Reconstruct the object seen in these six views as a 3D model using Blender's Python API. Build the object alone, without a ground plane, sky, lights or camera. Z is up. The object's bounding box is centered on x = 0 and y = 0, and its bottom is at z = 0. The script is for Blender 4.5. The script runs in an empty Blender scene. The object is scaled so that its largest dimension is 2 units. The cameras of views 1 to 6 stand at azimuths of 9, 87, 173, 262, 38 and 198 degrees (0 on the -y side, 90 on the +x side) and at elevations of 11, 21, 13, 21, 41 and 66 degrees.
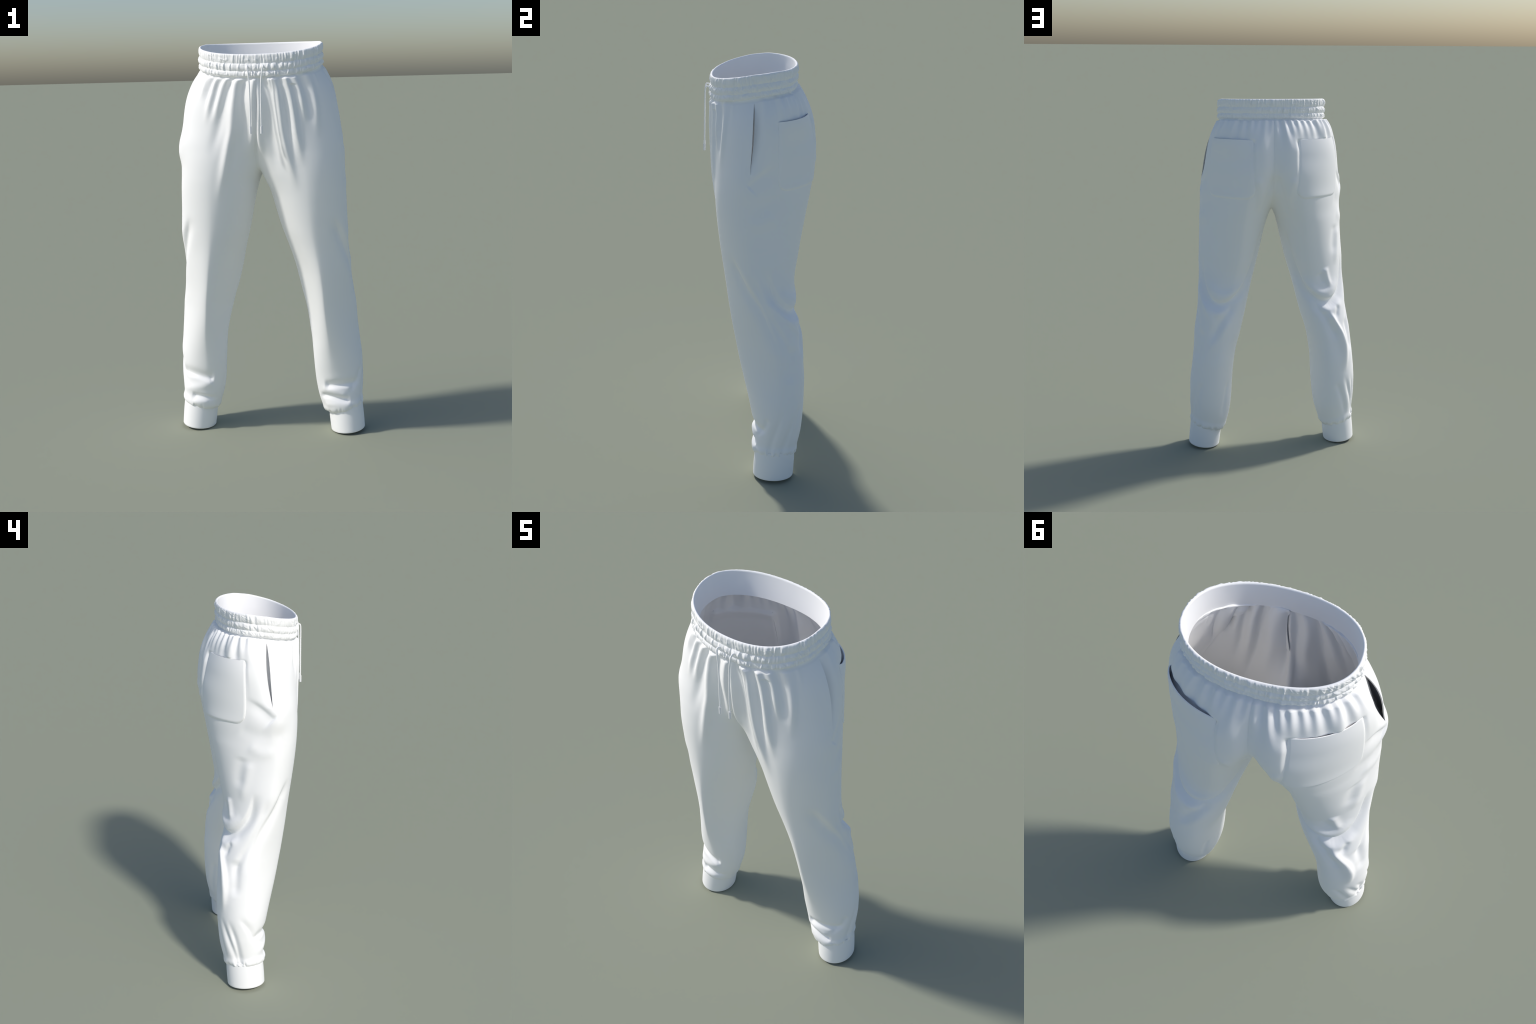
"""White jersey jogger trousers: elastic three-tunnel waistband, drawstring, side slit
pockets, patch back pockets, ribbed ankle cuffs.  Built as two lofted halves that weld
along the centre seam, then draped with fold rules and split into cloth panels."""
import bpy, math, random
import numpy as np

# ------------------------------------------------------------------ helpers
def curve1d(pts):
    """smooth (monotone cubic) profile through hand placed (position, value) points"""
    p = np.array(sorted(pts), float); x, y = p[:, 0], p[:, 1]
    h = np.diff(x); d = np.diff(y) / h
    m = np.zeros_like(y); m[0], m[-1] = d[0], d[-1]
    for i in range(1, len(x) - 1):
        if d[i - 1] * d[i] > 0:
            w1, w2 = 2 * h[i] + h[i - 1], h[i] + 2 * h[i - 1]
            m[i] = (w1 + w2) / (w1 / d[i - 1] + w2 / d[i])
    def f(t):
        t = np.clip(np.asarray(t, float), x[0], x[-1])
        i = np.clip(np.searchsorted(x, t) - 1, 0, len(x) - 2)
        s = (t - x[i]) / h[i]
        return ((2*s**3-3*s**2+1)*y[i] + (s**3-2*s**2+s)*h[i]*m[i]
                + (-2*s**3+3*s**2)*y[i+1] + (s**3-s**2)*h[i]*m[i+1])
    return f

def sstep(a, b, t):
    t = np.clip((np.asarray(t, float) - a) / (b - a), 0, 1)
    return t * t * (3 - 2 * t)

def noise1(t, seed, period=None):
    """smooth 1-D value noise in -1..1"""
    rng = np.random.RandomState(seed); tab = rng.uniform(-1, 1, 512)
    t = np.asarray(t, float); i = np.floor(t).astype(int); f = t - i; f = f*f*(3-2*f)
    n = period or 512
    return tab[i % n] * (1 - f) + tab[(i + 1) % n] * f

# ------------------------------------------------------------------ profiles (metres, by height)
# distance from the mid plane of the outer and inner leg outline, left leg (+x) / right leg (-x)
OUT = {+1: curve1d([(.1,.477),(.15,.473),(.2,.476),(.3,.479),(.4,.474),(.5,.462),(.6,.451),(.7,.445),(.8,.440),(.9,.432),(1,.420),(1.1,.412),(1.2,.408),(1.3,.404),(1.4,.400),(1.5,.394),(1.6,.380),(1.7,.361),(1.8,.334),(1.85,.313),(1.88,.296)]),
       -1: curve1d([(.1,.477),(.15,.474),(.2,.477),(.3,.481),(.4,.481),(.5,.473),(.6,.463),(.7,.452),(.8,.444),(.9,.436),(1,.428),(1.1,.423),(1.2,.416),(1.3,.411),(1.4,.407),(1.5,.406),(1.6,.393),(1.7,.377),(1.8,.350),(1.85,.328),(1.88,.306)])}
ZC = 1.372                                   # crotch height: both halves touch the mid plane
INN = {+1: curve1d([(.1,.299),(.15,.272),(.2,.255),(.25,.244),(.3,.237),(.4,.229),(.5,.220),(.6,.204),(.7,.181),(.8,.158),(.9,.135),(1,.107),(1.1,.077),(1.2,.052),(1.3,.027),(ZC,0),(1.45,-.05),(1.5,-.10),(1.6,-.20),(1.7,-.30),(1.8,-.335),(1.88,-.296)]),
       -1: curve1d([(.1,.302),(.15,.281),(.2,.263),(.25,.250),(.3,.243),(.4,.235),(.5,.229),(.6,.213),(.7,.190),(.8,.159),(.9,.133),(1,.108),(1.1,.080),(1.2,.058),(1.3,.033),(1.34,.019),(ZC,0),(1.45,-.05),(1.5,-.10),(1.6,-.20),(1.7,-.30),(1.8,-.345),(1.88,-.306)])}
FRONT = curve1d([(.1,.010),(.15,.000),(.2,-.002),(.25,-.004),(.3,-.008),(.4,-.028),(.5,-.052),(.6,-.076),(.7,-.097),(.8,-.117),(.9,-.135),(1,-.151),(1.1,-.168),(1.2,-.184),(1.3,-.197),(1.4,-.206),(1.5,-.211),(1.6,-.217),(1.7,-.226),(1.8,-.235),(1.88,-.240)])
BACK = curve1d([(.1,.206),(.15,.217),(.2,.228),(.25,.236),(.3,.240),(.4,.244),(.5,.244),(.6,.236),(.7,.227),(.8,.212),(.87,.195),(.94,.181),(1,.182),(1.1,.195),(1.2,.209),(1.3,.225),(1.4,.242),(1.5,.256),(1.6,.263),(1.7,.250),(1.8,.218),(1.88,.172)])
# where the front-most / back-most point of a leg section sits across the leg (0 inner .. 1 outer)
XFRONT = curve1d([(.1,.5),(.22,.42),(.4,.37),(.6,.40),(.8,.46),(1.1,.50),(1.3,.53),(1.5,.56),(1.65,.55),(1.8,.52),(1.88,.5)])
XBACK = curve1d([(.1,.5),(.4,.46),(.8,.40),(1.0,.36),(1.3,.38),(1.5,.46),(1.65,.5),(1.88,.5)])
SEAM = curve1d([(.1,.105),(.4,.10),(.8,.045),(1.1,.0),(1.4,-.045),(1.56,-.05),(1.7,-.044),(1.88,-.040)])
YOUT = curve1d([(.1,.105),(.3,.11),(.5,.11),(.7,.085),(.9,.03),(1.1,-.035),(1.3,-.055),(1.5,-.045),(1.65,-.03),(1.88,-.02)])
YIN = curve1d([(.1,.108),(.25,.08),(.4,.05),(.55,.07),(.7,.115),(.85,.105),(1.1,.03),(1.3,-.01),(1.4,-.02),(1.5,.0),(1.88,-.03)])
# corner fullness (superellipse exponent): 2 round, more = boxier, less = cut off
N_OF = curve1d([(.1,2.05),(.25,1.85),(.4,1.68),(.6,1.48),(.75,1.45),(.9,1.55),(1.2,1.75),(1.5,1.98),(1.7,2.1),(1.88,2.2)])
N_OB = curve1d([(.1,2.05),(.3,2.1),(.5,2.05),(.7,1.85),(.85,1.65),(1.0,1.62),(1.15,1.66),(1.3,1.64),(1.4,1.58),(1.5,1.55),(1.6,1.68),(1.7,1.95),(1.8,2.15),(1.88,2.25)])
N_IF = curve1d([(.1,2.05),(.25,2.0),(.45,1.85),(.6,1.65),(.8,1.55),(1.1,1.8),(1.25,1.95),(1.38,2.1),(1.6,2.1),(1.88,2.25)])
N_IB = curve1d([(.1,2.05),(.4,2.1),(.55,1.95),(.7,1.75),(.9,1.8),(1.1,1.75),(1.25,1.7),(1.38,1.75),(1.5,1.75),(1.6,1.9),(1.75,2.2),(1.88,2.25)])
def tilt(y):                                  # waist line dips at the front
    return np.interp(y, [-.245, -.15, -.04, .05, .17], [-.055, -.030, -.006, .006, .0105])

NF, NB = 130, 150                             # columns of the front and the back panel
Z_BOT, Z_TOP = .112, 1.885
rows_leg = np.linspace(Z_BOT, ZC, 300)
rows_hip = ZC + (Z_TOP - ZC) * np.linspace(0, 1, 150)[1:]
ZR = np.concatenate([rows_leg, rows_hip]); NR = len(ZR); IC = len(rows_leg) - 1

def section(side, z, n=4000):
    """closed leg section (front inner -> outer -> back inner), clipped at the mid plane;
    returned as |x|, y with |x| away from the mid plane"""
    xo, xi, yf, yb = OUT[side](z), INN[side](z), FRONT(z), BACK(z)
    yo, yi = YOUT(z), YIN(z)
    th = np.linspace(0, 2 * np.pi, n)        # 0 = inner, pi/2 = front, pi = outer, 3pi/2 = back
    c, s = np.cos(th), np.sin(th)
    fr, inn = s > 0, c > 0
    e = 2 / np.where(fr, np.where(inn, N_IF(z), N_OF(z)), np.where(inn, N_IB(z), N_OB(z)))
    xm = xi + (xo - xi) * np.where(fr, XFRONT(z), XBACK(z))
    cc, ss = np.abs(c) ** e, np.abs(s) ** e
    x = np.where(inn, xm - cc * (xm - xi), xm + cc * (xo - xm))
    # the depth of the widest point drifts from the inner to the outer end of the section
    base = yi + (yo - yi) * np.clip((x - xi) / (xo - xi), 0, 1)
    y = base + ss * (np.where(fr, yf, yb) - base)
    return x, y

# arc length next to the side seam that keeps evenly spaced columns (front, back); the rest of the
# columns share what is left up to the inseam or the centre seam
KEEP_F = curve1d([(.1,.20),(.5,.28),(.9,.40),(1.2,.42),(1.5,.36),(1.88,.31)])
KEEP_B = curve1d([(.1,.20),(.5,.32),(.9,.31),(1.2,.42),(1.5,.42),(1.88,.33)])
def resample(px, py, n, near, share=.72):
    d = np.concatenate([[0], np.cumsum(np.hypot(np.diff(px), np.diff(py)))])
    k = int(n * share); near = min(near, d[-1] * .9)
    t = np.concatenate([np.linspace(0, near, k, endpoint=False), np.linspace(near, d[-1], n - k)])
    return np.interp(t, d, px), np.interp(t, d, py)

def half(side):
    G = np.zeros((NR, NF + NB + 1, 3))
    for i, z in enumerate(ZR):
        x, y = section(side, z)
        if i > IC:                            # clip at the mid plane
            k = np.where(x > 0)[0]; a, b = k[0], k[-1]
            def cross(p, q):
                t = x[p] / (x[p] - x[q]); return y[p] + t * (y[q] - y[p])
            ya, yb = cross(a, a - 1), cross(b, b + 1)
            x = np.concatenate([[0], x[a:b+1], [0]]); y = np.concatenate([[ya], y[a:b+1], [yb]])
        elif i == IC:
            x[0] = x[-1] = 0
        j = np.argmin(np.abs(y - SEAM(z)) + 10 * (x < x.max() * .75))
        fx, fy = resample(x[:j+1][::-1], y[:j+1][::-1], NF + 1, KEEP_F(z)); fx, fy = fx[::-1], fy[::-1]
        bx, by = resample(x[j:], y[j:], NB + 1, KEEP_B(z))
        G[i, :, 0] = side * np.concatenate([fx, bx[1:]]); G[i, :, 1] = np.concatenate([fy, by[1:]])
        G[i, :, 2] = z
    # the crotch seam hangs slightly towards the wearer's right at the front
    x, y, z = G[..., 0], G[..., 1], G[..., 2]
    G[..., 0] = x - .018 * (1 - sstep(-.12, .06, y)) * np.exp(-(x / .09) ** 2) * sstep(1.24, 1.38, z) * (1 - sstep(1.48, 1.75, z))
    G[..., 2] += tilt(G[..., 1]) * sstep(1.62, Z_TOP, ZR)[:, None]
    return G

def hem_tilt(P):                              # ankle seam is tilted: outer side higher
    x, z = np.abs(P[..., 0]), P[..., 2]
    w = 1 - sstep(Z_BOT, .42, z)
    P[..., 2] = z + w * (.013 + .28 * (x - .3875))
    return P

# ------------------------------------------------------------------ welded base surface
HALF = {s: hem_tilt(half(s)) for s in (+1, -1)}
NCOL = NF + NB + 1
IDX = {+1: np.arange(NR * NCOL).reshape(NR, NCOL), -1: np.arange(NR * NCOL).reshape(NR, NCOL) + NR * NCOL}
for s in IDX:
    IDX[s] = IDX[s].copy(); IDX[s][:IC+1, -1] = IDX[s][:IC+1, 0]     # inseam closes each leg
IDX[-1][IC:, 0] = IDX[+1][IC:, 0]; IDX[-1][IC:, -1] = IDX[+1][IC:, -1]  # centre seam joins halves
IDX[-1][IC, -1] = IDX[-1][IC, 0] = IDX[+1][IC, -1] = IDX[+1][IC, 0]
NV = 2 * NR * NCOL
V = np.zeros((NV, 3))
for s in (+1, -1):
    V[IDX[s].ravel()] = HALF[s].reshape(-1, 3)

def quads(I, flip):
    q = np.stack([I[:-1, :-1], I[:-1, 1:], I[1:, 1:], I[1:, :-1]], -1).reshape(-1, 4)
    return q[:, ::-1] if flip else q
# rows go up, columns run front -> outer -> back: on +x that is counter-clockwise seen from above
FACES = np.concatenate([quads(IDX[+1], False), quads(IDX[-1], True)])

def normals(P, F):
    n = np.cross(P[F[:, 2]] - P[F[:, 0]], P[F[:, 3]] - P[F[:, 1]])
    N = np.zeros_like(P)
    for k in range(4):
        for c in range(3):
            N[:, c] += np.bincount(F[:, k], n[:, c], len(P))
    return N / np.maximum(np.linalg.norm(N, axis=1, keepdims=True), 1e-12)

def relax(P, F, weight, it):
    """umbrella smoothing, per-vertex weight"""
    e = np.concatenate([F[:, [0, 1]], F[:, [1, 2]], F[:, [2, 3]], F[:, [3, 0]]])
    e = np.concatenate([e, e[:, ::-1]])
    cnt = np.maximum(np.bincount(e[:, 0], minlength=len(P)), 1)
    P = P.copy()
    for _ in range(it):
        A = np.stack([np.bincount(e[:, 0], P[e[:, 1], c], len(P)) for c in range(3)], 1) / cnt[:, None]
        P += weight[:, None] * (A - P)
    return P

# soften the junction of the two halves near the crotch
wr = np.exp(-(np.abs(V[:, 0]) / .03) ** 2) * sstep(1.28, 1.36, V[:, 2]) * (1 - sstep(1.6, 1.75, V[:, 2])) * .6
V = relax(V, FACES, wr, 60)
NRM = normals(V, FACES)

# metric cloth coordinates: q = arc length from the side seam (front negative), z = height
QZ = {}
for s in (+1, -1):
    P = V[IDX[s]]
    d = np.linalg.norm(np.diff(P, axis=1), axis=2)
    q = np.concatenate([np.zeros((NR, 1)), np.cumsum(d, axis=1)], 1)
    QZ[s] = (q - q[:, NF:NF+1], P[..., 2])

# ------------------------------------------------------------------ fold rules
def fold(q, z, pts, amp, w, w2=None, ends=(.25, .25), z2q=1.0):
    """ridge (amp > 0) or groove (amp < 0) along a polyline of (q, z); half widths w on the left
    and w2 on the right of its direction; fades over the given shares of its length at its ends"""
    w2 = w2 or w
    p = np.array(pts, float)
    if len(p) > 2:                            # round the polyline
        for _ in range(2):
            a = .75 * p[:-1] + .25 * p[1:]; b = .25 * p[:-1] + .75 * p[1:]
            p = np.concatenate([p[:1], np.stack([a, b], 1).reshape(-1, 2), p[-1:]])
    seg = np.linalg.norm(np.diff(p, axis=0), axis=1); cum = np.concatenate([[0], np.cumsum(seg)])
    m = 3.2 * max(w, w2); out = np.zeros_like(q)
    k = (q > p[:, 0].min() - m) & (q < p[:, 0].max() + m) & (z > p[:, 1].min() - m) & (z < p[:, 1].max() + m)
    if not k.any(): return out
    Q, Z = q[k], z[k]; best = np.full(Q.shape, 1e9); tt = np.zeros_like(Q); sg = np.zeros_like(Q)
    for i in range(len(seg)):
        a, b = p[i], p[i+1]; dx, dz = (b - a) / seg[i]
        t = np.clip((Q - a[0]) * dx + (Z - a[1]) * dz, 0, seg[i])
        ex, ez = Q - a[0] - t * dx, Z - a[1] - t * dz
        dd = np.hypot(ex, ez); u = dd < best
        best = np.where(u, dd, best); tt = np.where(u, cum[i] + t, tt); sg = np.where(u, dx * ez - dz * ex, sg)
    t = tt / cum[-1]
    fade = (sstep(0, ends[0], t) if ends[0] > 0 else 1) * (sstep(0, ends[1], 1 - t) if ends[1] > 0 else 1)
    ww = np.where(sg > 0, w, w2)
    out[k] = amp * fade * np.exp(-(best / ww) ** 2)
    return out

def drape(side, q, z, P):
    d = np.zeros_like(q)
    R_ = side < 0
    qf, qb = -q[:, :1], q[:, -1:]
    b = np.where(q < 0, q / qf, q / qb)                       # -1 front centre .. 0 side seam .. 1 back centre
    drop = np.maximum(1.885 + tilt(P[..., 1]) - z, 0)          # distance below the waistband
    rng = np.random.RandomState(7 if R_ else 8)
    pin = .449 - .07 * np.clip((z - 1.466) / .316, 0, 1) ** 1.5          # inner pocket edge
    pocket = sstep(.100, .128, q) * (1 - sstep(pin - .008, pin + .02, q)) * sstep(1.45, 1.49, z) * (1 - sstep(1.765, 1.79, z))
    above = sstep(.07, .13, q) * (1 - sstep(pin, pin + .05, q)) * sstep(1.72, 1.775, z) * (1 - sstep(1.775, 1.85, z))

    # gathers that hang from the waistband, running along the cloth's columns
    g = np.zeros_like(q); pos = .10
    while pos < .99:                                          # back: regular, short
        a, w, ln = rng.uniform(.016, .024), rng.uniform(.0115, .016), rng.uniform(.13, .19)
        if pos < .18: a *= .5
        if pos > .74: ln *= 1.35
        lean = rng.uniform(-.03, .03)
        g += a * np.exp(-((b - pos - lean * drop / .15) * qb / (w * (1 + 1.2 * drop / .15))) ** 2) * np.exp(-(drop / ln) ** 2)
        pos += rng.uniform(.070, .105)
    pos = -.98
    while pos < -.18:                                         # front: small ones close to the band
        a, w, ln = rng.uniform(.002, .0045), rng.uniform(.008, .013), rng.uniform(.035, .075)
        g += a * np.exp(-((b - pos) * qf / w) ** 2) * np.exp(-(drop / ln) ** 2)
        pos += rng.uniform(.05, .10)
    d += (g - .0085 * np.exp(-(drop / .1) ** 2)) * (1 - pocket) - .006 * above

    F = lambda pts, amp, w, w2=None, ends=(.2, .3): fold(q, z, pts, amp, w, w2, ends)
    # long folds down the front of hip and thigh
    if R_:
        d += F([(-.318,1.865),(-.330,1.787),(-.344,1.718),(-.346,1.606),(-.340,1.506),(-.314,1.347),(-.30,1.22)], 0.0156, .020, .026, (.03,.45))
        d += F([(-.300,1.865),(-.297,1.707),(-.277,1.558),(-.262,1.431)], -0.0117, .026, None, (.03,.5))
        d += F([(-.405,1.865),(-.423,1.754),(-.450,1.616),(-.455,1.489),(-.45,1.41)], 0.0130, .022, .018, (.03,.35))
        d += F([(-.353,1.865),(-.376,1.742),(-.397,1.669),(-.411,1.554),(-.40,1.45)], -0.0104, .020, None, (.03,.5))
        d += F([(-.265,1.865),(-.270,1.70),(-.255,1.60)], 0.0091, .018, None, (.03,.5))
        d += F([(-.241,1.865),(-.245,1.681),(-.228,1.62)], -0.0078, .016, None, (.03,.5))
        d += F([(-.218,1.865),(-.222,1.70),(-.205,1.60)], 0.0078, .016, None, (.03,.5))
        d += F([(-.196,1.865),(-.195,1.682)], -0.0065, .014, None, (.03,.5))
        d += F([(-.165,1.865),(-.160,1.72)], 0.0065, .016, None, (.03,.5))
    else:
        d += F([(-.40,1.865),(-.415,1.79),(-.438,1.680),(-.458,1.585),(-.468,1.50),(-.475,1.42)], .012, .018, .017, (.03,.3))
        d += F([(-.305,1.865),(-.318,1.801),(-.335,1.708),(-.340,1.616),(-.342,1.520),(-.332,1.420),(-.31,1.28)], 0.0169, .018, .026, (.03,.4))
        d += F([(-.365,1.865),(-.385,1.70),(-.398,1.58),(-.405,1.45),(-.40,1.36)], -.012, .028, None, (.03,.4))
        d += F([(-.258,1.865),(-.275,1.707),(-.280,1.582),(-.278,1.489),(-.277,1.40)], 0.0130, .018, .022, (.03,.4))
        d += F([(-.292,1.865),(-.305,1.70),(-.308,1.56),(-.303,1.45)], -0.0104, .016, None, (.03,.5))
        d += F([(-.215,1.865),(-.226,1.70),(-.230,1.60)], 0.0104, .015, .018, (.03,.5))
        d += F([(-.245,1.80),(-.252,1.70),(-.254,1.60)], -0.0078, .013, None, (.03,.5))
        d += F([(-.150,1.865),(-.156,1.734),(-.166,1.640),(-.180,1.53)], 0.0091, .017, .02, (.03,.5))
        d += F([(-.188,1.865),(-.194,1.70),(-.20,1.60)], -0.0078, .016, None, (.03,.5))
        d += F([(-.333,1.865),(-.356,1.757)], 0.0078, .007, None, (.03,.6))
    # centre back: seat cloth sinks in along the seam, soft V wrinkles above the crotch
    cb = np.abs(q - np.where(q < 0, q[:, :1], q[:, -1:]))
    d -= .008 * np.exp(-(cb / .011) ** 2) * (1 - sstep(-.12, -.05, P[..., 1])) * sstep(1.40, 1.5, z)
    back = sstep(.05, .12, P[..., 1])
    d -= .019 * np.exp(-(cb / .035) ** 2) * back * sstep(1.45, 1.55, z) * (1 - sstep(1.74, 1.88, z))
    d += F([(.455,1.60),(.480,1.523),(.487,1.437),(.47,1.36)], .008, .022)
    d += F([(.560,1.60),(.535,1.50),(.50,1.42),(.46,1.34)], -.007, .022)
    # pocket end: crease that points at the foot of the side slit, small hip bulge in front of it
    d += F([(.15,1.60),(.075,1.560),(.028,1.525),(-.008,1.492)], -.011 if R_ else -.006, .042, .018, (.6,.06))
    d += F([(-.035,1.64),(-.03,1.50),(-.035,1.40)], .012 if R_ else .004, .050, None, (.6,.35))
    d += F([(.17,1.45),(.064,1.405),(.0,1.43)], -.003, .035)
    d += F([(.12,1.36),(.03,1.31),(-.03,1.35)], .004, .030)
    # hollow of the knee: thigh cloth hangs over a U-shaped groove, with a lip below
    U = [(.047,1.12),(.047,1.045),(.068,.970),(.113,.908),(.165,.873),(.222,.864),(.282,.893),(.342,.963),(.42,1.07),(.50,1.19),(.545,1.30)]
    k = 1. if R_ else .85
    d += F(U, -.026 * k, .011, .034, (.18,.35))
    d += F([(.35,.95),(.42,1.06),(.50,1.18),(.545,1.29)], -.012, .040)
    d += F([(.31,.87),(.255,.80),(.215,.72),(.19,.63)], -.013, .026)
    d += F([(.11,.99),(.15,.935),(.222,.905),(.29,.94),(.35,1.02)], .011 * k, .026, None, (.3,.4))
    d += F([(.10,.88),(.16,.825),(.222,.808),(.29,.835)], .008 * k, .020, .026, (.3,.4))
    if R_:
        d += F([(.222,.81),(.214,.790),(.197,.744),(.155,.665),(.138,.563),(.15,.44)], .021, .030, .016, (.12,.5))
        d += F([(.140,.84),(.165,.80),(.178,.755)], -.008, .014, None, (.3,.4))
        d += F([(.205,1.06),(.185,.99),(.172,.935)], .009, .018)
        d += F([(.14,1.30),(.15,1.20),(.13,1.12)], -.005, .03)
        d += F([(.10,1.28),(.10,1.16),(.12,1.05)], .005, .025)
        d += F([(.24,1.03),(.215,.96)], -.004, .018)
        d += F([(.11,.76),(.085,.66),(.08,.55)], -.010, .026)
    else:
        d += F([(.345,.80),(.270,.742),(.206,.647),(.160,.560),(.15,.46)], .005, .030, .022, (.3,.5))
        d += F([(.014,.963),(.125,.841),(.192,.765),(.20,.70)], .006, .018)
        d += F([(.13,.72),(.09,.62),(.08,.52)], -.006, .028)
    # drag lines across the outside of the knee, from shin-front down to calf
    d += F([(-.151,1.17),(-.099,1.043),(-.016,.904),(.017,.795),(.052,.681)], -.013, .020, .034)
    d += F([(-.115,1.17),(-.06,1.043),(.015,.904),(.05,.795),(.085,.66)], .002, .022)
    d += F([(-.035,1.09),(-.013,.972),(.037,.841),(.085,.753),(.108,.63)], -.010, .018, .028)
    # shin cloth stacks up over the cuff in front
    if R_:
        d += F([(-.03,.33),(-.061,.312),(-.137,.308),(-.200,.293),(-.245,.284)], -.013, .013, .030, (.25,.10))
        d += F([(-.238,.272),(-.20,.256),(-.15,.240),(-.08,.225),(-.03,.22)], .007, .024, .024, (.10,.4))
        d += F([(-.112,.195),(-.171,.190),(-.230,.176),(-.275,.176)], -.012, .014, .014, (.15,.4))
        d += F([(-.12,.158),(-.171,.164),(-.224,.158)], .004, .014)
        d += F([(.11,.44),(.067,.313),(.045,.22),(.033,.15)], -.010, .012, .018, (.45,.03))
        d += F([(.159,.44),(.111,.311),(.07,.22),(.05,.155)], -.009, .014, .018, (.45,.03))
        d += F([(.053,.458),(-.005,.383),(-.048,.288),(-.09,.25)], -.008, .014, .02, (.4,.2))
        d += F([(.21,.40),(.165,.29),(.12,.17)], -.006, .016)
    else:
        d += F([(-.250,.262),(-.187,.270),(-.146,.271),(-.094,.274),(-.04,.285)], -.014, .024, .013, (.12,.35))
        d += F([(-.275,.240),(-.230,.248),(-.184,.238),(-.125,.212)], .004, .016, .018, (.2,.2))
        d += F([(-.290,.200),(-.232,.209),(-.186,.201),(-.141,.191),(-.11,.19)], -.012, .014, .013, (.2,.1))
        d += F([(-.265,.157),(-.203,.164),(-.141,.168),(-.105,.172)], .005, .017, None, (.2,.15))
        d += F([(-.039,.36),(-.059,.291),(-.097,.255),(-.118,.222)], -.006, .014, .014)
        d += F([(.045,.42),(.015,.332),(-.018,.226),(-.025,.155)], -.008, .014, .018, (.5,.03))
        d += F([(.11,.40),(.080,.291),(.045,.199),(.031,.15)], -.007, .014, .018, (.5,.03))
        d += F([(.145,.42),(.120,.306),(.10,.20)], -.006, .016)
        d += F([(.32,.42),(.290,.291),(.262,.18)], -.006, .016)
    # hem is gathered into the cuff
    up = z - z[:1]
    ring = noise1(q / .011 + .5 * noise1(q / .03, 5), 61 if R_ else 62)
    d += .0055 * ring * np.exp(-(up / .020) ** 2) * sstep(-.002, .004, up)
    d += .005 * np.exp(-((up - .022) / .018) ** 2) - .003 * np.exp(-(up / .008) ** 2)
    # slow unevenness of hanging cloth
    d += .0018 * noise1(q / .09 + 1.7 * noise1(z / .2, 71), 72) * noise1(z / .15, 73) * sstep(.25, .4, z)
    # top edge tucks in under the waistband
    d = d * np.where(z > 1.7, sstep(.0, .014, drop), 1) - .014 * (1 - sstep(.0, .015, drop))
    return d

D = np.zeros(NV)
for s in (+1, -1):
    D[IDX[s].ravel()] = drape(s, QZ[s][0], QZ[s][1], V[IDX[s]]).ravel()
V0, N0 = V.copy(), NRM.copy()                # undraped surface, kept for pockets
V = V + NRM * D[:, None]
NRM = normals(V, FACES)

# ------------------------------------------------------------------ materials
def cloth(name, col, rough=.85, bump=.12, scale=900.0, sheen=.15):
    m = bpy.data.materials.new(name); m.use_nodes = True
    nt = m.node_tree; b = nt.nodes['Principled BSDF']
    tc = nt.nodes.new('ShaderNodeTexCoord')
    no = nt.nodes.new('ShaderNodeTexNoise'); no.inputs['Scale'].default_value = 7; no.inputs['Detail'].default_value = 3
    mx = nt.nodes.new('ShaderNodeMix'); mx.data_type = 'RGBA'
    mx.inputs['A'].default_value = (*[c * .985 for c in col], 1); mx.inputs['B'].default_value = (*col, 1)
    nt.links.new(tc.outputs['Object'], no.inputs['Vector'])
    nt.links.new(no.outputs['Fac'], mx.inputs['Factor'])
    nt.links.new(mx.outputs['Result'], b.inputs['Base Color'])
    wv = nt.nodes.new('ShaderNodeTexNoise'); wv.inputs['Scale'].default_value = scale; wv.inputs['Detail'].default_value = 1
    bp = nt.nodes.new('ShaderNodeBump'); bp.inputs['Strength'].default_value = bump; bp.inputs['Distance'].default_value = .0006
    nt.links.new(tc.outputs['Object'], wv.inputs['Vector'])
    nt.links.new(wv.outputs['Fac'], bp.inputs['Height']); nt.links.new(bp.outputs['Normal'], b.inputs['Normal'])
    b.inputs['Roughness'].default_value = rough
    b.inputs['Specular IOR Level'].default_value = .25
    return m
WHITE = (.99, .99, .99)
M_JERSEY = cloth('white_jersey', WHITE)
M_RIB = cloth('white_rib', WHITE)
M_CORD = cloth('white_cord', WHITE, rough=.7)
M_TIP = cloth('cord_tip_plastic', (.9, .9, .92), rough=.35, bump=0)

# ------------------------------------------------------------------ objects
root = bpy.data.objects.new('jogger_pants', None)
bpy.context.scene.collection.objects.link(root)
root['label'] = 'white jogger sweatpants with drawstring waistband and ankle cuffs'
root['category'] = 'sweatpants'

def add(name, verts, faces, mat, parent=root, nrm=None):
    me = bpy.data.meshes.new(name)
    me.from_pydata(np.asarray(verts).tolist(), [], [list(map(int, f)) for f in faces])
    me.materials.append(mat)
    me.polygons.foreach_set('use_smooth', [True] * len(me.polygons)); me.update()
    if nrm is not None:
        me.normals_split_custom_set_from_vertices(np.asarray(nrm).tolist())
    ob = bpy.data.objects.new(name, me); ob.parent = parent
    bpy.context.scene.collection.objects.link(ob)
    return ob

def grid_faces(nr, nc, flip=False, wrap=False, off=0):
    I = np.arange(nr * nc).reshape(nr, nc) + off
    if wrap: I = np.concatenate([I, I[:, :1]], 1)
    return quads(I, flip)

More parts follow.
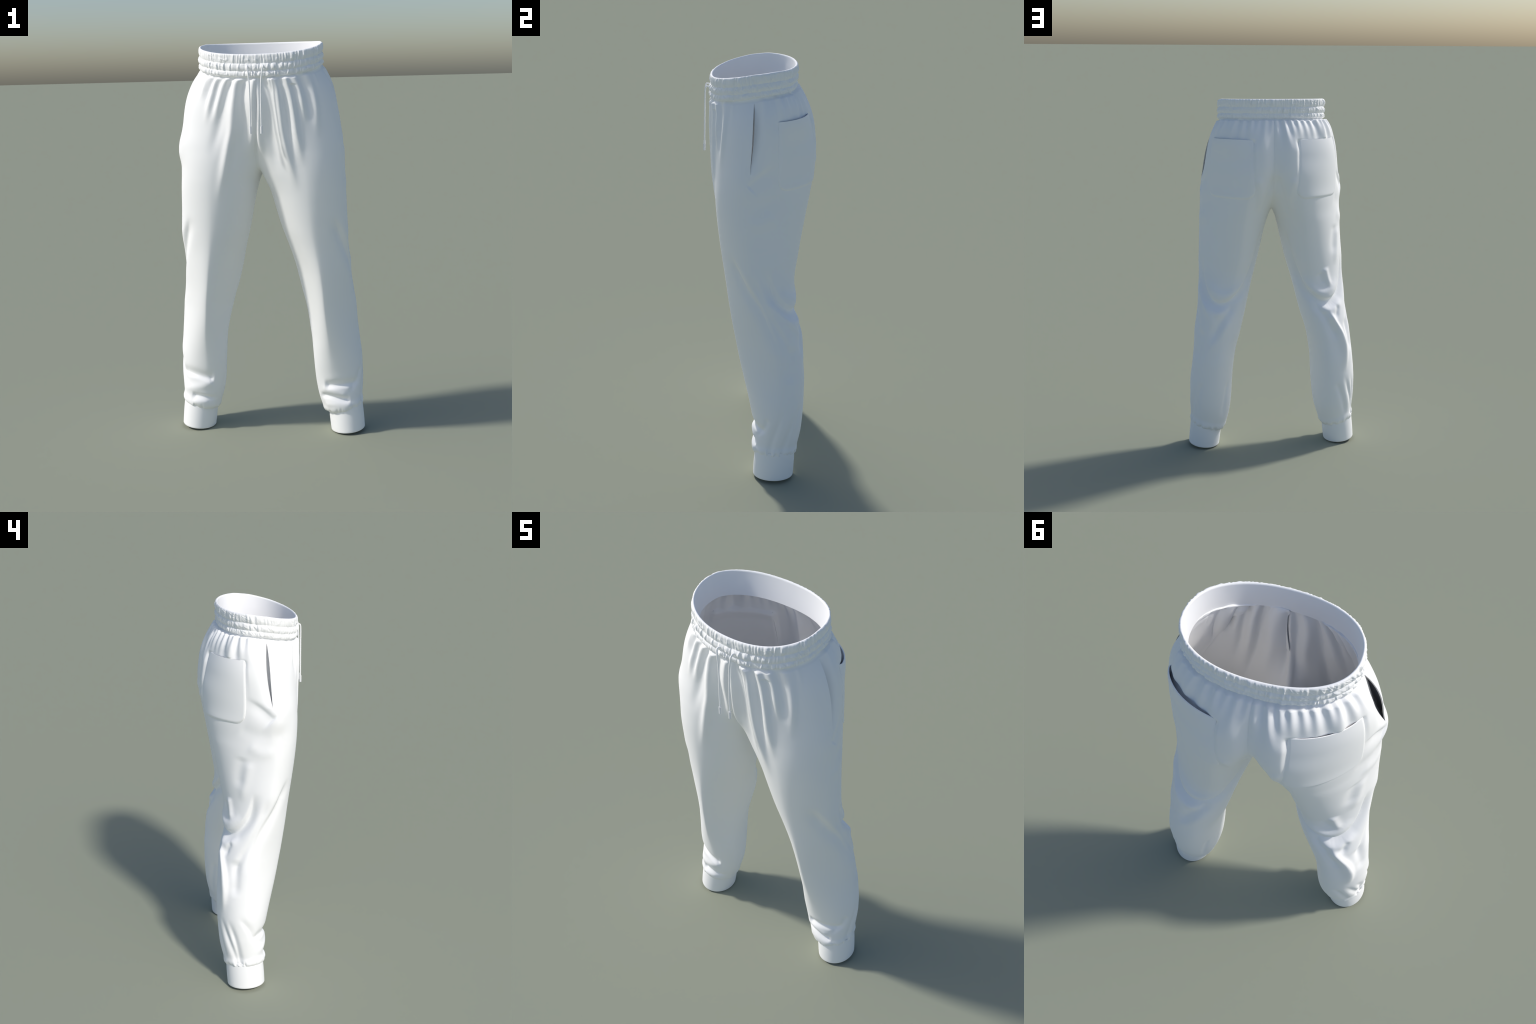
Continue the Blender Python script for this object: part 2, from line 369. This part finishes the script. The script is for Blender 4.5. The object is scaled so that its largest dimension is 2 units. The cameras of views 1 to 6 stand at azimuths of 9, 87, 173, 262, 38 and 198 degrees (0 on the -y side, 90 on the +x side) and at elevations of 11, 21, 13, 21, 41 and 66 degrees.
TH = .004
def shell(P, N, flip, th=TH, rims=()):
    """double layer of cloth from a grid of outer points; rims: list of lists of (i, j) along an open edge"""
    nr, nc = P.shape[:2]
    v = np.concatenate([P.reshape(-1, 3), (P - N * th).reshape(-1, 3)])
    n = np.concatenate([N.reshape(-1, 3), -N.reshape(-1, 3)])
    f = [grid_faces(nr, nc, flip), grid_faces(nr, nc, not flip, off=nr * nc)]
    for r in rims:
        a = np.array([i * nc + j for i, j in r]); b = a + nr * nc
        f.append(np.stack([a[:-1], a[1:], b[1:], b[:-1]], -1))
    return v, np.concatenate(f), n

SLIT = (1.555, 1.862)
def own_normals(P, flip):
    return normals(P.reshape(-1, 3), grid_faces(P.shape[0], P.shape[1], flip)).reshape(P.shape)

for s in (+1, -1):
    flip = s < 0
    q, zz = QZ[s]; P, N = V[IDX[s]], NRM[IDX[s]]
    zs = zz[:, NF]
    sl = np.clip((zs - SLIT[0]) / (SLIT[1] - SLIT[0]), 0, 1)
    opening = (np.sin(np.pi * sl ** 1.2) ** .8) * ((zs > SLIT[0]) & (zs < SLIT[1]))
    inslit = np.where(opening > 0)[0]
    for name, c0, c1 in (('front_panel', 0, NF), ('back_panel', NF, NF + NB)):
        Q = P[:, c0:c1+1].copy(); M = N[:, c0:c1+1]; qq = q[:, c0:c1+1]
        if name == 'front_panel':             # lip of the pocket mouth stands off a little
            Q += M * (opening[:, None] * (.007 if s < 0 else .004) * np.exp(-(qq / .03) ** 2))[..., None]
        else:                                 # cloth behind the mouth sinks inwards
            Q -= M * (opening[:, None] * (.022 if s < 0 else .014) * np.exp(-(qq / .035) ** 2))[..., None]
            Q[..., 1] += opening[:, None] * (.008 if s < 0 else .004) * np.exp(-(qq / .022) ** 2)
        own = own_normals(Q, flip)
        keep = np.ones(Q.shape[:2], bool); keep[:, 1:-1] = False
        if len(inslit): keep[inslit, -1 if name == 'front_panel' else 0] = False
        own[keep] = M[keep]
        j = NF if name == 'front_panel' else 0
        rims = [[(i, j) for i in range(inslit[0] - 1, inslit[-1] + 2)]]
        v, f, n = shell(Q, own, flip, rims=rims)
        add(name, v, f, M_JERSEY, nrm=n)

# ------------------------------------------------------------------ pockets and facings
def on_cloth(side, q, z, draped=False):
    """points and normals of the (smooth or draped) surface at arrays of cloth coordinates (q, z)"""
    Qg = QZ[side][0]; A = np.concatenate([V[IDX[side]], NRM[IDX[side]]] if draped else [V0[IDX[side]], N0[IDX[side]]], -1)
    i = np.interp(z, ZR, np.arange(NR)); last = Qg.shape[1] - 2
    def row(k):
        lo, hi = np.zeros(q.shape, int), np.full(q.shape, last + 1)
        for _ in range(10):
            m = (lo + hi) // 2; up = Qg[k, m] <= q
            lo, hi = np.where(up, m, lo), np.where(up, hi, m)
        lo = np.minimum(lo, last); a, b = Qg[k, lo], Qg[k, lo + 1]
        f = np.clip((q - a) / np.maximum(b - a, 1e-9), 0, 1)[..., None]
        return A[k, lo] * (1 - f) + A[k, lo + 1] * f
    for _ in range(5):
        k = np.clip(np.floor(i).astype(int), 0, NR - 2); f = (i - k)[..., None]
        r = row(k) * (1 - f) + row(k + 1) * f
        i = np.clip(i + (z - r[..., 2]) / .0036, 0, NR - 1.001)
    n = r[..., 3:]
    return r[..., :3], n / np.linalg.norm(n, axis=-1, keepdims=True)

def patch(name, side, qz, off, nu, nv, th, mat=M_JERSEY, draped=False):
    """cloth patch: qz(u, v) -> cloth coordinates, off(u, v) -> stand-off; closed on all edges"""
    uu, vv = np.linspace(0, 1, nu), np.linspace(0, 1, nv)
    C = np.array([[qz(u, v) for u in uu] for v in vv]); H = np.array([[off(u, v) for u in uu] for v in vv])
    P, N = on_cloth(side, C[..., 0], C[..., 1], draped); P = P + N * H[..., None]
    du, dv = P[0, -1] - P[0, 0], P[-1, 0] - P[0, 0]
    flip = np.dot(np.cross(du, dv), N[nv // 2, nu // 2]) < 0
    edge = [(0, j) for j in range(nu)] + [(i, nu - 1) for i in range(1, nv)] + [(nv - 1, j) for j in range(nu - 2, -1, -1)] + [(i, 0) for i in range(nv - 2, -1, -1)]
    v, f, n = shell(P, N, flip, th=th, rims=[edge])
    ob = add(name, v, f, mat)
    bpy.context.view_layer.objects.active = ob
    ob.data.set_sharp_from_angle(angle=math.radians(50))
    return ob

for s in (+1, -1):
    def qz(u, v):                             # u 0 outer .. 1 inner edge, v 0 foot .. 1 mouth
        q = (.137 - .022 * v) * (1 - u) + (.449 - .070 * v ** 1.5) * u
        w, r = .31, .052
        c = np.clip((abs(u - .5) * w - (w / 2 - r)) / r, 0, 1)
        zb = 1.466 + r * (1 - math.sqrt(1 - c * c))
        return q, zb + (1.782 - zb) * v
    def off(u, v):
        e = min(u * .3, (1 - u) * .3, v * .3)
        gape = (.017 * math.sin(math.pi * u ** .6) ** .8 if s > 0 else .003 * math.sin(math.pi * u) ** .7) * sstep(.55, 1.0, v) ** 1.5
        return .0055 - .0040 * math.exp(-(e / .005) ** 2) + gape
    patch('back_pocket', s, qz, off, 70, 70, .004)

    def qz(u, v):                             # u 0 behind the side seam .. 1 slanting front edge
        z = 1.47 + .41 * v
        return .03 * (1 - u) + u * (-.12 - .17 * v), z - .03 * u * (1 - v)
    def off(u, v):
        z = 1.47 + .41 * v
        t = np.clip((z - SLIT[0]) / (SLIT[1] - SLIT[0]), 0, 1)
        k = 1 - sstep(.85, 1.0, v)
        return -.0045 - k * .0075 - .016 * math.sin(math.pi * u) * math.sin(math.pi * v) - .018 * math.sin(math.pi * t) * math.exp(-(u / .35) ** 2)
    patch('pocket_bag', s, qz, off, 60, 60, .002, draped=True)
def qz(u, v):                                 # fly facing behind the front seam
    c = np.clip((u - .35) / .65, 0, 1); zb = 1.60 + .05 * (1 - math.sqrt(1 - c * c))
    z = zb + (1.86 - zb) * v
    qe = float(np.interp(z, QZ[+1][1][:, 0], QZ[+1][0][:, 0]))
    return qe + .002 + .068 * u, z
patch('fly_facing', +1, qz, lambda u, v: -.0045 - .005 * (1 - sstep(.85, 1, v)), 40, 60, .002, draped=True)

# ------------------------------------------------------------------ waistband
MW = 1400
L, R = HALF[+1][-1], HALF[-1][-1]
ring = np.concatenate([L, R[::-1][1:-1]])     # front centre -> left -> back -> right -> front
seglen = np.linalg.norm(np.diff(np.concatenate([ring, ring[:1]]), axis=0), axis=1)
cum = np.concatenate([[0], np.cumsum(seglen)]); PERIM = cum[-1]
tw = np.linspace(0, PERIM, MW, endpoint=False)
RC = np.stack([np.interp(tw, cum, np.concatenate([ring[:, c], ring[:1, c]])) for c in range(3)], 1)
for _ in range(30): RC = .5 * RC + .25 * (np.roll(RC, 1, 0) + np.roll(RC, -1, 0))
tan = np.roll(RC, -1, 0) - np.roll(RC, 1, 0); tan[:, 2] = 0
RN = np.stack([tan[:, 1], -tan[:, 0], 0 * tan[:, 0]], 1); RN /= np.linalg.norm(RN, axis=1, keepdims=True)
BAND_H = .1045
def gather(t, seed, step):                    # irregular gathered ripples along the band
    warp = t / step + .9 * noise1(t / (step * 2.7), seed + 1)
    return noise1(warp, seed) * (.65 + .35 * noise1(t / .07, seed + 2))
hb = [0, .27, .60, 1.0]                       # three tunnels
prof_t, prof_r, prof_g = [], [], []
rows = []
NVB = 60
vs = np.linspace(-.06, 1.0, NVB)
for v in vs:
    k = 0 if v < hb[1] else 1 if v < hb[2] else 2
    u = np.clip((v - hb[k]) / (hb[k+1] - hb[k]), 0, 1)
    puff = .0085 * np.sin(np.pi * (.04 + .92 * u)) ** .6
    if k == 2: puff = .0075 * (np.sin(np.pi * min(.06 + .88 * u, .5)) ** .6 if u < .5 else np.sqrt(max(0, 1 - ((u - .5) / .52) ** 4)))
    slant = .006 * (u - .5) * noise1(tw / .05, 40 + k)
    g = (gather(tw + slant, 11 + 7 * k, .0075) * (.8 + .35 * noise1(tw / .02 + 3 * u, 90 + k)) + .22 * noise1(tw / .009 + 2.0 * noise1(u * 3 + tw / .02, 95), 96 + k)) * .0066 * np.sin(np.pi * (.05 + .9 * u)) ** .7
    g += gather(tw + v * .01, 3, .02) * .0026 * np.sin(np.pi * (.08 + .84 * u))
    r = -.008 + puff + g
    if v < .05: r = r * sstep(-.06, .05, v) - .019 * (1 - sstep(-.06, .05, v))
    rows.append(RC + RN * r[:, None] + np.array([0, 0, BAND_H * v]))
top = rows[-1]
for dr, dz in ((-.0025, .0012), (-.0045, .0005)):
    rows.append(RC + RN * (-.0055 + dr) + np.array([0, 0, BAND_H + dz]))
for v in np.linspace(.98, -.05, 24):          # smooth facing inside
    rows.append(RC - RN * (.0125 + .008 * (1 - v)) + np.array([0, 0, BAND_H * v]))
W = np.array(rows)
add('waistband', W.reshape(-1, 3), grid_faces(W.shape[0], MW, False, wrap=True), M_RIB)

# ------------------------------------------------------------------ ankle cuffs
NC = 180
for s in (+1, -1):
    th = np.linspace(0, 2 * np.pi, NC, endpoint=False); rows = []
    def cuff_ring(h, dr):                     # h 0..1 up the cuff
        cx, cy = .3995 - .013 * h, .103 + .005 * h
        rx, ry = .0875 - .001 * h + dr, .1 - .001 * h + dr
        x, y = cx + rx * np.cos(th), cy + ry * np.sin(th)
        zl = .006 + .09 * (x - .3995) + .002
        zu = .137 + .28 * (x - .3875)
        return np.stack([s * x, y, zl + (zu - zl) * h], 1)
    for h in np.linspace(1.03, .02, 26): rows.append(cuff_ring(h, .0012 * math.sin(math.pi * min(1, max(0, h)))))
    for h, dr in ((.006, -.0012), (0, -.003), (.004, -.005)): rows.append(cuff_ring(h, dr))
    for h in np.linspace(.03, 1.0, 12): rows.append(cuff_ring(h, -.006))
    C = np.array(rows)
    add('ankle_cuff', C.reshape(-1, 3), grid_faces(len(rows), NC, s > 0, wrap=True), M_RIB)

# ------------------------------------------------------------------ drawstrings
def tube(path, rad, n=14, cap=True):
    p = np.array(path, float)
    for _ in range(3):
        a = .75 * p[:-1] + .25 * p[1:]; b = .25 * p[:-1] + .75 * p[1:]
        p = np.concatenate([p[:1], np.stack([a, b], 1).reshape(-1, 2 if p.shape[1] == 2 else 3), p[-1:]])
    T = np.gradient(p, axis=0); T /= np.linalg.norm(T, axis=1, keepdims=True)
    A = np.cross(T, [1., 0, 0]); A /= np.linalg.norm(A, axis=1, keepdims=True); B = np.cross(T, A)
    th = np.linspace(0, 2 * np.pi, n, endpoint=False)
    r = np.interp(np.linspace(0, 1, len(p)), np.linspace(0, 1, len(rad)), rad) if np.ndim(rad) else np.full(len(p), rad)
    ringv = p[:, None] + r[:, None, None] * (np.cos(th)[None, :, None] * A[:, None] + np.sin(th)[None, :, None] * B[:, None])
    v = ringv.reshape(-1, 3); f = [list(x) for x in grid_faces(len(p), n, False, wrap=True)]
    f.append(list(range(n))); f.append([len(v) - n + k for k in range(n)][::-1])
    return v, f
for s, x0, x1 in ((-1, -.036, -.026), (+1, .038, .026)):
    path = [(x0, -.235, 1.877), (x0, -.250, 1.884), (x0, -.258, 1.880), (x0 * .9, -.261, 1.862), (x1 * 1.02, -.2615, 1.80), (x1, -.2615, 1.70), (x1, -.2615, 1.60)]
    v, f = tube(path, .0035)
    cord = add('drawstring', v, f, M_CORD)
    v, f = tube([(x1, -.2615, 1.607), (x1, -.2615, 1.60), (x1, -.2615, 1.590), (x1, -.2615, 1.573)], .0058, 18)
    add('drawstring_tip', v, f, M_TIP, parent=cord)
